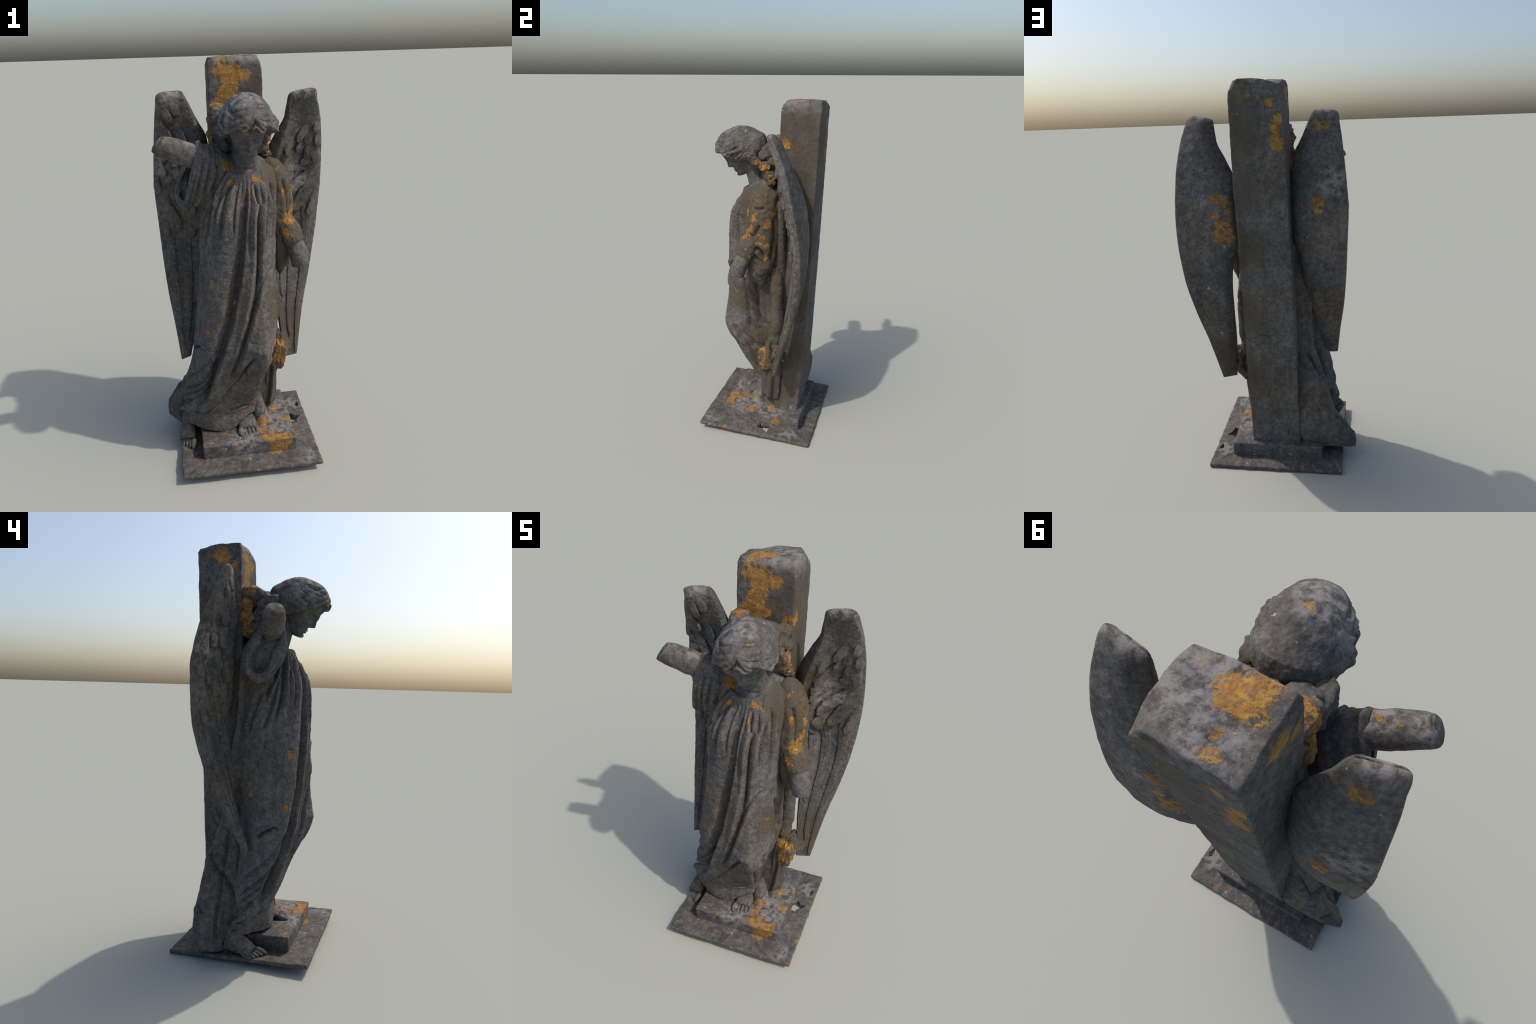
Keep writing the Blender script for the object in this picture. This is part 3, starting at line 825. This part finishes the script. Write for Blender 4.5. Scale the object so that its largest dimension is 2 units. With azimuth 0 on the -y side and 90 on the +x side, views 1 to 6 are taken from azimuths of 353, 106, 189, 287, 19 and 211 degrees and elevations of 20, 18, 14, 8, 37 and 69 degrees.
def build_hair():
    nu, nv = 300, 420
    # polar grid around the head's back-to-front axis; lat from crown(+b) to below
    la = np.linspace(np.pi / 2, -np.pi / 2 * .92, nu)
    lo = np.linspace(0, 2 * np.pi, nv, endpoint=False)     # 0 = front, 90 = +x
    LA, LO = np.meshgrid(la, lo, indexing="ij")
    da, dx, db = np.cos(LA) * np.cos(LO), np.cos(LA) * np.sin(LO), np.sin(LA)
    # ellipsoid cap, flatter at the back of the crown
    # midline outline: radius against elevation angle in the front-back plane
    ang = np.degrees(np.arctan2(db, da))
    rm = spline([(-180, .15), (-150, .142), (-120, .12), (-60, .10), (0, .135), (20, .150), (30, .165), (45, .169), (55, .166), (68, .160), (95, .141), (118, .136), (136, .133), (158, .132), (180, .15)], ang)
    wx = .119
    lat = np.abs(dx)
    R = 1 / np.sqrt((1 - lat ** 2) / rm ** 2 + lat ** 2 / wx ** 2)
    P = np.stack([dx, da, db], -1) * R[..., None]
    X, A, B = P[..., 0], P[..., 1], P[..., 2]
    g = lambda q, w: np.exp(-(q / w) ** 2)
    d = 0
    # side puffs over the ears and a bump at the right
    d = d + .020 * g(X - .115, .05) * g(A - .05, .045) * g(B - .02, .035)
    d = d + .010 * g(X + .115, .05) * g(A - .03, .06) * g(B - .0, .04)
    # waves: strands run from the parting back and down
    Pw = np.stack([X, A, B], -1).reshape(-1, 3)
    wob = fbm(Pw, 9, 2, 4).reshape(X.shape)
    strand = np.sin(LO * 11 + 5 * wob + B * 25 + np.abs(X) * 30)
    frontness = sstep(-.06, .09, A)
    d = d + (.001 + .0025 * frontness) * strand * sstep(.13, .05, B)
    lumps = fbm(Pw, 22, 3, 6).reshape(X.shape)
    d = d + (.005 + .006 * frontness) * lumps * sstep(.145, .11, B)
    d = d + .0022 * np.sin(LA * 42 + 7 * wob + np.abs(X) * 40) * frontness * sstep(.13, .07, B)
    # parting: an inverted V notch above the brow
    v = np.abs(X - .018) * 1.1 + (B - .118)
    d = d - .015 * g(v, .008) * sstep(.05, .02, np.abs(X - .018)) * sstep(.03, .08, A)
    d = d + .006 * g(X - .018, .03) * g(B - .085, .02) * sstep(.06, .1, A)
    # carved locks: lines sweeping from the parting back over the ears  (angle round the head, elevation)
    locks = []
    for sgn in (1, -1):
        for i, (e0, e1, e2) in enumerate([(58, 48, 36), (50, 36, 22), (42, 26, 8), (34, 16, -6), (66, 62, 52)]):
            locks.append(("groove", [(6 + sgn * (6 + 2 * i), e0), (6 + sgn * 34, e1 + 3 * (i % 2)), (6 + sgn * 62, lerp(e1, e2, .5) - 4), (6 + sgn * 100, e2)], .007, .0022 + .0022 * ((i * 7 + (sgn > 0) * 3) % 3)))
        locks.append(("ridge", [(6 + sgn * 30, 24), (6 + sgn * 60, 12), (6 + sgn * 95, -2)], .012, .008))
    G = np.stack([X, A, B], -1)
    d = d + apply_folds(G, surface_normals(G), locks, 360.0, lambda r: (np.pi / 2 - np.radians(r)) / (np.pi / 2 * 1.92) * (nu - 1))
    # scalloped fringe: below this edge the hair falls back behind the face
    edge = spline([(-.14, .0), (-.11, .025), (-.085, .045), (-.055, .082), (-.012, .064), (.020, .096), (.048, .068), (.075, .066), (.10, .045), (.14, -.01)], X)
    edge = edge - .05 * sstep(.06, .11, np.abs(X)) * sstep(.10, .03, A) - .20 * sstep(.05, -.05, A)
    cut = sstep(edge - .014, edge + .006, B)
    R2 = (R + d)
    d_roll = .007 * g(B - edge - .010, .012) * sstep(0, .06, A) - .004 * sstep(.09, .14, A)
    R2 = R2 + d_roll
    R2 = lerp(np.minimum(R2 * .74, .088), R2, cut)
    P = np.stack([dx, da, db], -1) * R2[..., None]
    V = head_to_world(P[..., 0], P[..., 1], P[..., 2]).reshape(-1, 3)
    ob = make_mesh("hair", V, grid_faces(nu, nv, wrap_v=True), M_HEAD, parent=root)
    recalc_outward(ob)
    return ob
hair = build_hair()

CURLS = [  # centre, radii, rotation
 ((-.085, .042, 1.750), (.042, .065, .042), (10, 0, 0)), ((-.090, .075, 1.705), (.040, .042, .045), (0, 20, 0)),
 ((-.055, .0, 1.730), (.050, .060, .040), (30, 0, 0)), ((-.098, .070, 1.640), (.036, .045, .042), (0, 0, 30)),
 ((-.092, .055, 1.585), (.034, .045, .040), (20, 0, 0)), ((-.095, -.035, 1.715), (.034, .060, .030), (-20, 0, 10)),
 ((-.080, -.005, 1.665), (.042, .060, .036), (-30, 0, 0)), ((-.060, .03, 1.60), (.045, .05, .05), (0, 0, 0)),
 ((.125, -.075, 1.690), (.030, .045, .026), (-15, 0, 0)), ((.118, -.035, 1.655), (.030, .040, .030), (-30, 0, 0)),
 ((.112, .010, 1.690), (.034, .040, .034), (0, 0, 0)), ((.118, .015, 1.632), (.036, .038, .036), (20, 0, 0)),
 ((.120, .045, 1.580), (.030, .036, .036), (0, 0, 0)), ((.105, .065, 1.720), (.032, .045, .036), (0, 20, 0)),
 ((.112, .065, 1.660), (.032, .040, .034), (0, 0, 20)), ((.135, .055, 1.545), (.026, .026, .022), (0, 0, 0)),
 ((.02, .035, 1.705), (.095, .075, .062), (0, 0, 0)), ((.03, .04, 1.60), (.09, .07, .09), (0, 0, 0)),
]
def spiral_groove(D):
    th = np.arctan2(D[:, 2], D[:, 1])
    r = np.hypot(D[:, 1], D[:, 2])
    return D * (1 + .10 * np.sin(th + r * 9))[:, None]
for i, (c, r, rot) in enumerate(CURLS):
    blob("curl", c, r, M_CURL, parent=hair, sub=4, rot=rot, noise=.28, nscale=1.7, seed=i * 1.3, fn=spiral_groove)

# ============================================================ left arm (hanging) with sleeve
SLEEVE_FOLDS = [   # (angle round the arm, 0 = outward, 270 = front; fraction down the sleeve): creases radiate from the elbow pinch
 ("groove", [(300, .57), (349, .47), (367, .38)], .010, .010), ("groove", [(300, .575), (355, .59), (396, .69)], .009, .020),
 ("ridge", [(302, .59), (330, .605), (350, .64)], .009, .010), ("groove", [(300, .59), (325, .625), (350, .66), (375, .73)], .008, .014),
 ("groove", [(345, .84), (360, .88), (380, .90)], .008, .010), ("groove", [(330, .80), (350, .86), (365, .93)], .007, .008),
 ("groove", [(330, .26), (355, .265), (380, .25)], .007, .008), ("groove", [(295, .20), (300, .35), (305, .50)], .010, .010),
 ("groove", [(330, .16), (320, .30), (312, .45)], .010, .006), ("groove", [(60, .30), (65, .50), (55, .72)], .014, .010),
]
def sleeve_shape(V, C, T, X, Y, t, th):
    N = surface_normals(V)
    D = apply_folds(V, N, SLEEVE_FOLDS, 360.0, lambda r: np.asarray(r) * (len(t) - 1))
    return V + N * D[..., None]
tube("sleeve", [(.13, .01, 1.525), (.158, .020, 1.46), (.172, .018, 1.36), (.176, .010, 1.25), (.180, .004, 1.14), (.184, .002, 1.04), (.188, .018, .952)],
     [(.03, .03), (.066, .082), (.078, .090), (.073, .095), (.062, .092), (.050, .066), (.010, .014)],
     M_ARM, n=160, rings=200, up=(0, 1, 0), noise=.006, nscale=22, shape=sleeve_shape, parent=root)
tube("cuff", [(.195, -.03, 1.235), (.222, -.055, 1.19), (.246, -.078, 1.135)], [(.050, .050), (.058, .060), (.050, .052)],
     M_ARM, n=72, rings=50, up=(0, 1, 0), noise=.008, nscale=30, parent=root)
tube("forearm", [(.215, -.05, 1.20), (.246, -.078, 1.13), (.262, -.097, 1.08), (.270, -.108, 1.028)],
     [(.044, .044), (.044, .044), (.047, .044), (.040, .040)], M_SKIN, n=64, rings=50, up=(0, 1, 0), noise=.004, nscale=26, parent=root)

# ============================================================ right arm (raised) with hanging sleeve
def build_hanging_sleeve():
    n, m = 240, 130
    # rings from shoulder to rim: top, front, bottom, back control points
    R = [
     [(-.05, -.03, 1.565), (-.06, -.10, 1.46), (-.09, -.02, 1.34), (-.06, .06, 1.45)],
     [(-.10, -.045, 1.602), (-.11, -.130, 1.49), (-.15, -.045, 1.33), (-.145, .078, 1.46)],
     [(-.155, -.062, 1.624), (-.170, -.142, 1.51), (-.215, -.055, 1.338), (-.215, .058, 1.46)],
     [(-.203, -.082, 1.634), (-.222, -.142, 1.53), (-.278, -.058, 1.346), (-.302, .006, 1.42)],
    ]
    R = np.array(R, float)
    rings = []
    for v in np.linspace(0, 1, m):
        c = np.stack([[spline([(i / 3, R[i, j, a]) for i in range(4)], v) for a in range(3)] for j in range(4)])
        rings.append(closed_curve(c, n))
    A = np.array(rings)
    C = A.mean(1, keepdims=True)
    Dn = A - C
    Dn /= np.linalg.norm(Dn, axis=2, keepdims=True)
    v, u = np.meshgrid(np.linspace(0, 1, m), np.arange(n) / n, indexing="ij")
    # pleats roughly parallel to the rim, and a soft rolled border
    rel = .003 * np.sin(v * 21 + 3.0 * np.sin(2 * np.pi * (u + .1))) * sstep(.12, .4, v) * (.6 + .4 * np.cos(2 * np.pi * (u - .2)))
    rel += .012 * np.exp(-((v - .92) / .08) ** 2)
    Nn = surface_normals(A)
    fo = [("groove", [(.15, .84), (.6, .85), (1.0, .86), (1.6, .87), (2.0, .86)], .007, .010),
          ("groove", [(.10, .70), (.6, .72), (1.0, .73), (1.6, .74), (2.1, .72)], .008, .012),
          ("groove", [(.10, .54), (.6, .55), (1.0, .56), (1.7, .58)], .009, .012),
          ("groove", [(.05, .38), (.5, .38), (1.0, .36), (1.6, .40)], .009, .012),
          ("groove", [(2.0, .80), (2.6, .84), (3.2, .84)], .007, .010)]
    rel = rel + apply_folds(A, Nn, fo, 4.0, lambda r: np.asarray(r) * (m - 1))
    F = A.reshape(-1, 3)
    rel = rel.reshape(-1) + .003 * fbm(F, 30, 3, 2)
    O = (F + Dn.reshape(-1, 3) * rel[:, None]).reshape(m, n, 3)
    th = .036
    inner = []
    for q in np.linspace(0, 1, 40):
        i = int(round((1 - q * .20) * (m - 1)))
        rr = O[i] - Dn[i] * (th * min(1, .35 + q * 4))
        fold = .009 * np.sin(np.arange(n) / n * 2 * np.pi * 5 + 1) * sstep(.1, .5, q)
        inner.append(rr + Dn[i] * fold[:, None])
    inner = np.array(inner)
    c = inner[-1].mean(0)
    cap = np.array([c + (inner[-1] - c) * s for s in (.5, .05)])
    first = O[0]
    c0 = first.mean(0)
    start = np.array([c0 + (first - c0) * s for s in (.05, .6)])
    A = np.concatenate([start, O, inner, cap], 0)
    ob = make_mesh("sleeve", A.reshape(-1, 3), grid_faces(A.shape[0], n, wrap_v=True), M_ROBE, parent=root)
    recalc_outward(ob)
build_hanging_sleeve()
tube("arm", [(-.09, -.05, 1.525), (-.17, -.075, 1.560), (-.25, -.100, 1.593), (-.360, -.136, 1.642)],
     [(.045, .045), (.052, .052), (.053, .053), (.047, .046)], M_SKIN, n=72, rings=70, noise=.004, nscale=24,
     end_cut=(-.72, -.27, .64), parent=root)

# ============================================================ side drapery and knotted end at the right
tube("drapery", [(.145, .085, 1.06), (.155, .098, .88), (.158, .102, .72), (.152, .085, .58), (.158, .050, .46)],
     [(.028, .035), (.034, .036), (.034, .036), (.032, .040), (.03, .04)], M_DRAPE, n=80, rings=110, up=(0, 1, 0), noise=.009, nscale=18, parent=root)
def knot_fold(D):
    return D * (1 + .16 * np.sin(5 * D[:, 2] + 6 * D[:, 1]) * (1 - .3 * D[:, 0]))[:, None]
blob("drapery", (.180, .058, .485), (.046, .064, .10), M_DRAPE, parent=root, sub=5, rot=(-18, 8, 0), noise=.3, nscale=2.2, seed=3.1, fn=knot_fold)
def panel_shape(V, C, T, X, Y, t, th):
    d = V - C[:, None]
    tt, hh = np.meshgrid(t, th, indexing="ij")
    k = 1 + .22 * np.sin(5 * hh + 2.5 * tt) * sstep(0, .4, tt)
    return C[:, None] + d * k[..., None]
tube("drapery", [(.128, .062, .56), (.136, .062, .46), (.130, .060, .34), (.114, .052, .20), (.104, .046, .165)],
     [(.030, .04), (.034, .05), (.032, .05), (.036, .05), (.028, .04)], M_DRAPE, n=90, rings=80, up=(0, 1, 0), noise=.006, nscale=24, shape=panel_shape, parent=root)

# ============================================================ wings
class Wing:
    """curved blade between an outer (leading) and an inner (trailing) edge; s runs tip -> bottom, t outer -> inner"""
    def __init__(self, outer, inner, bow, thick, root):
        self.o, self.i, self.bow, self.th, self.root = outer, inner, bow, thick, root
    def edge(self, pts, s):
        k = len(pts)
        return np.stack([spline([(j / (k - 1), p[a]) for j, p in enumerate(pts)], s) for a in range(3)], -1)
    def mid(self, s, t):
        O, I = self.edge(self.o, s), self.edge(self.i, s)
        P = O + (I - O) * t[..., None]
        drop = .011 * np.abs(2 * t - 1) ** 8 * np.clip(1 - s / .06, 0, 1)
        P[..., 2] -= drop
        b = spline(self.bow, s) * 6.75 * t ** 2 * (1 - t)      # deepest two thirds of the way in
        P[..., 1] += b
        return P
    def frame(self, s, t):
        e = 1e-3
        P = self.mid(s, t)
        ds = self.mid(np.clip(s + e, 0, 1), t) - self.mid(np.clip(s - e, 0, 1), t)
        dt = self.mid(s, np.clip(t + e, -.2, 1.2)) - self.mid(s, np.clip(t - e, -.2, 1.2))
        N = np.cross(ds, dt)
        N /= np.linalg.norm(N, axis=-1, keepdims=True) + 1e-12
        N = np.where((N[..., 1] > 0)[..., None], -N, N)       # front faces -y
        return P, N
    def half(self, s, t):
        h = spline(self.th, s)
        e = np.clip(1 - np.abs(2 * t - 1) ** 3.0, 0, 1) ** .5
        u = np.clip(s / .035, 0, 1)
        end = np.sqrt(1 - (1 - u) ** 2) * np.sqrt(np.clip(sstep(1.0, .975, s), 0, 1))
        return h * (.45 + .55 * e) * (.15 + .85 * end) * (1.0 - .45 * t)
    def front_half(self, s, t):      # the root is thick towards the front, where it joins the shoulder
        return self.half(s, t) + spline(self.root, s) * sstep(.30, .90, t)
    def front(self, s, t):
        P, N = self.frame(s, t)
        return P + N * self.front_half(s, t)[..., None], N

def build_wing(w, parent, seed):
    ns, nt = 420, 110
    s = np.linspace(0, 1, ns)
    t = np.linspace(0, 1, nt)
    S, T = np.meshgrid(s, t, indexing="ij")
    P, N = w.frame(S, T)
    h = w.half(S, T)
    F = P + N * w.front_half(S, T)[..., None]
    back_round = lerp(.88, 1.5, sstep(0, .7, T))
    Bk = P - N * (h * back_round)[..., None]
    nF = fbm(F.reshape(-1, 3), 24, 3, seed).reshape(h.shape)
    nS = fbm(F.reshape(-1, 3), 70, 2, seed + 2).reshape(h.shape)
    nB = fbm(Bk.reshape(-1, 3), 14, 3, seed + 1).reshape(h.shape)
    F = F + N * (.0035 * nF + .0015 * nS)[..., None]
    Bk = Bk - N * (.004 * nB)[..., None]
    ring = np.concatenate([F, Bk[:, ::-1]], 1)          # closed loop around the blade at every s
    n = ring.shape[1]
    c0, c1 = ring[0].mean(0), ring[-1].mean(0)
    V = np.vstack([ring.reshape(-1, 3), c0, c1])
    ob = make_mesh("wing", V, tube_faces(ns, n), M_WING, parent=parent)
    recalc_outward(ob)
    return ob

def feather(w, parent, s0, t0, s1, t1, width, lift, seed, round_tip=.5, rootlift=.0, curve=0.0, quill=.0):
    """relief feather lying on the wing front: root (s0,t0) -> tip (s1,t1) in wing coordinates; width in metres"""
    s0, t0 = s0 - .35 * (s1 - s0), t0 - .25 * (t1 - t0)
    nu, nv = 40, 19
    u = np.linspace(0, 1, nu)
    v = np.linspace(-1, 1, nv)
    U, Vv = np.meshgrid(u, v, indexing="ij")
    sc = s0 + (s1 - s0) * U
    tc = t0 + (t1 - t0) * U + curve * U * (1 - U) * 4
    # local metric so that the width is in metres
    a, _ = w.front(np.array([(s0 + s1) / 2]), np.array([(t0 + t1) / 2]))
    bs, _ = w.front(np.array([(s0 + s1) / 2 + .01]), np.array([(t0 + t1) / 2]))
    bt, _ = w.front(np.array([(s0 + s1) / 2]), np.array([(t0 + t1) / 2 + .02]))
    es, et = np.linalg.norm(bs - a) / .01, np.linalg.norm(bt - a) / .02
    dx, dy = (t1 - t0) * et, (s1 - s0) * es
    L = math.hypot(dx, dy)
    px, py = dy / L, -dx / L
    prof = np.minimum(1, .55 + 1.2 * u) * np.sqrt(np.clip(1 - np.clip((u - (1 - round_tip * width / L)) / (round_tip * width / L), 0, 1) ** 2, 0.0, 1))
    wv = Vv * (prof * width / 2)[:, None]
    S = sc + wv * py / es
    T = tc + wv * px / et
    S = np.clip(S, .002, .998)
    T = np.clip(T, .012, .988)
    P, N = w.front(S, T)
    lift_u = lift * (rootlift + (1 - rootlift) * sstep(-.05, .85, U))
    cross = (1 - np.abs(Vv) ** 4) ** .5
    shaft = quill * np.exp(-(Vv / .10) ** 2) * sstep(1.0, .7, U)
    hgt = lift_u * (.50 + .50 * cross) + shaft + .0015 * fbm(P.reshape(-1, 3), 45, 2, seed).reshape(S.shape)
    top = P + N * hgt[..., None]
    bot = P - N * .006
    A = np.concatenate([top.reshape(-1, 3), bot.reshape(-1, 3)])
    F = grid_faces(nu, nv).tolist()
    o = nu * nv
    F += [tuple(o + i for i in f[::-1]) for f in F]
    rim = [j for j in range(nv)] + [i * nv + nv - 1 for i in range(1, nu)] + [(nu - 1) * nv + j for j in range(nv - 2, -1, -1)] + [i * nv for i in range(nu - 2, 0, -1)]
    for i in range(len(rim)):
        a, b = rim[i], rim[(i + 1) % len(rim)]
        F.append((b, a, o + a, o + b))
    ob = make_mesh("feather", A, F, M_WING, parent=parent)
    recalc_outward(ob)
    return ob

LEFT = Wing(
    outer=[(.390, .104, 1.838), (.428, .180, 1.68), (.443, .222, 1.54), (.447, .256, 1.38), (.437, .279, 1.20), (.417, .279, 1.04), (.382, .245, .86), (.334, .188, .66), (.291, .114, .415)],
    inner=[(.264, .116, 1.820), (.251, .135, 1.71), (.196, .160, 1.60), (.138, .185, 1.46), (.115, .200, 1.26), (.178, .205, 1.13), (.196, .190, .95), (.196, .155, .72), (.218, .088, .420)],
    bow=[(0, .0), (.15, .015), (.4, .040), (.55, .035), (.8, .015), (1, .0)],
    thick=[(0, .026), (.15, .030), (.4, .032), (.7, .028), (1, .014)], root=[(0, 0), (.10, .006), (.22, .030), (.42, .055), (.50, .052), (.555, .020), (.59, 0), (1, 0)])
RIGHT = Wing(
    outer=[(-.352, .080, 1.842), (-.379, .138, 1.70), (-.396, .201, 1.54), (-.407, .226, 1.37), (-.401, .222, 1.20), (-.391, .186, 1.01), (-.379, .128, .86), (-.360, .056, .71), (-.338, -.030, .528)],
    inner=[(-.236, .112, 1.848), (-.192, .125, 1.73), (-.143, .135, 1.62), (-.130, .150, 1.45), (-.125, .155, 1.28), (-.160, .140, 1.13), (-.176, .105, .97), (-.222, .074, .78), (-.290, -.012, .535)],
    bow=[(0, .0), (.15, .012), (.4, .035), (.55, .030), (.8, .012), (1, .0)],
    thick=[(0, .026), (.15, .028), (.4, .030), (.7, .027), (1, .014)], root=[(0, 0), (.08, .010), (.22, .032), (.42, .050), (.52, .044), (.57, .018), (.61, 0), (1, 0)])
wing_l = build_wing(LEFT, root, 11.0)
wing_r = build_wing(RIGHT, root, 21.0)

# carved feathers: root (s, t) -> tip (s, t), width in metres
LEFT_FEATHERS = [
    (.345, .059, .472, .655, .056), (.371, .067, .512, .429, .062), (.441, .067, .525, .168, .047), (.462, .437, .600, .900, .060),
    (.361, .37, .452, .849, .036), (.334, .361, .425, .882, .036), (.305, .412, .398, .882, .040), (.221, .387, .278, .504, .044),
    (.235, .269, .304, .286, .040), (.250, .109, .314, .126, .042), (.240, .16, .291, .202, .035), (.275, .521, .365, .815, .046),
    (.164, .437, .227, .571, .044), (.137, .101, .174, .21, .035), (.294, .227, .334, .361, .040), (.187, .311, .234, .336, .040),
    (.197, .101, .241, .118, .040), (.231, .672, .291, .832, .042)]
RIGHT_FEATHERS = [
    (.124, .12, .191, .303, .048), (.150, .03, .201, .08, .038), (.077, .25, .117, .40, .040), (.057, .50, .097, .62, .038),
    (.221, .244, .308, .42, .046), (.244, .60, .324, .70, .048), (.281, .82, .355, .86, .055), (.251, .05, .338, .18, .044),
    (.340, .60, .398, .62, .044), (.371, .85, .452, .86, .070), (.395, .45, .488, .56, .048), (.435, .15, .542, .40, .042),
    (.500, .10, .562, .17, .038), (.510, .60, .609, .74, .044), (.495, .86, .590, .88, .070), (.445, .70, .525, .74, .052),
    (.321, .03, .391, .09, .040), (.358, .28, .435, .36, .044), (.17, .55, .235, .62, .044), (.20, .85, .27, .87, .05)]
def dress(w, parent, feathers, seed, lift=.019):
    # long flight feathers side by side, the outermost longest
    for i, (s0, t0, s1, t1, wd) in enumerate([(.42, .80, .86, .84, .060), (.42, .50, .955, .58, .058), (.42, .18, .993, .22, .050)]):
        feather(w, parent, s0, t0, s1, t1, wd, .007, seed + i, round_tip=.5, rootlift=.6, quill=.0015)
    # coverts and secondaries, the higher rows overlapping the lower ones
    for i, (s0, t0, s1, t1, wd) in enumerate(sorted(feathers, key=lambda f: -f[2])):
        feather(w, parent, s0, t0, s1, t1, wd, lift + .10 * max(0, wd - .04), seed + 30 + i, rootlift=.05)
dress(LEFT, wing_l, LEFT_FEATHERS, 5)
dress(RIGHT, wing_r, RIGHT_FEATHERS, 60, .020)

# ============================================================ feet
def build_foot(origin, heading, length, width, height, big_side, rake):
    """instep wedge plus five toes; heading in degrees from -y, big_side = side of the big toe, rake = set-back per toe"""
    a = math.radians(heading)
    f = np.array([math.sin(a), -math.cos(a), 0])
    sd = np.array([math.cos(a), math.sin(a), 0])
    o = np.asarray(origin, float)
    up = np.array([0, 0, 1.0])
    pts = [o - f * length * .60 + up * height * .70, o - f * length * .30 + up * height * .58, o - f * length * .02 + up * height * .40, o + f * length * .17 + up * height * .25]
    foot = tube("foot", [tuple(p) for p in pts], [(width * .36, height * .72), (width * .42, height * .60), (width * .50, height * .42), (width * .50, height * .26)],
                M_SKIN, n=48, rings=30, noise=.003, nscale=40, parent=root)
    for i in range(5):
        x = (2 - i) / 2 * big_side
        r = width * (.165 if i == 0 else .125 - .007 * i)
        ln = length * (.23 - .016 * i)
        c = o + sd * (x * width * .42) + f * (length * .34 - rake * i) + up * r * 1.0
        blob("toe", c, (r, ln, r), M_SKIN, parent=foot, sub=3, rot=(14, 0, heading), noise=.08, seed=i)
    return foot
tube("ankle", [(.045, -.005, .26), (.052, -.020, .20), (.060, -.032, .15), (.062, -.036, .105)],
     [(.022, .030), (.034, .040), (.042, .048), (.050, .054)], M_BASE, n=56, rings=36, up=(0, 1, 0), noise=.006, nscale=30, parent=root)
build_foot((-.018, -.090, .112), 3, .15, .100, .060, -1, .004)
build_foot((-.340, -.040, .045), -6, .17, .085, .085, 1, .011)
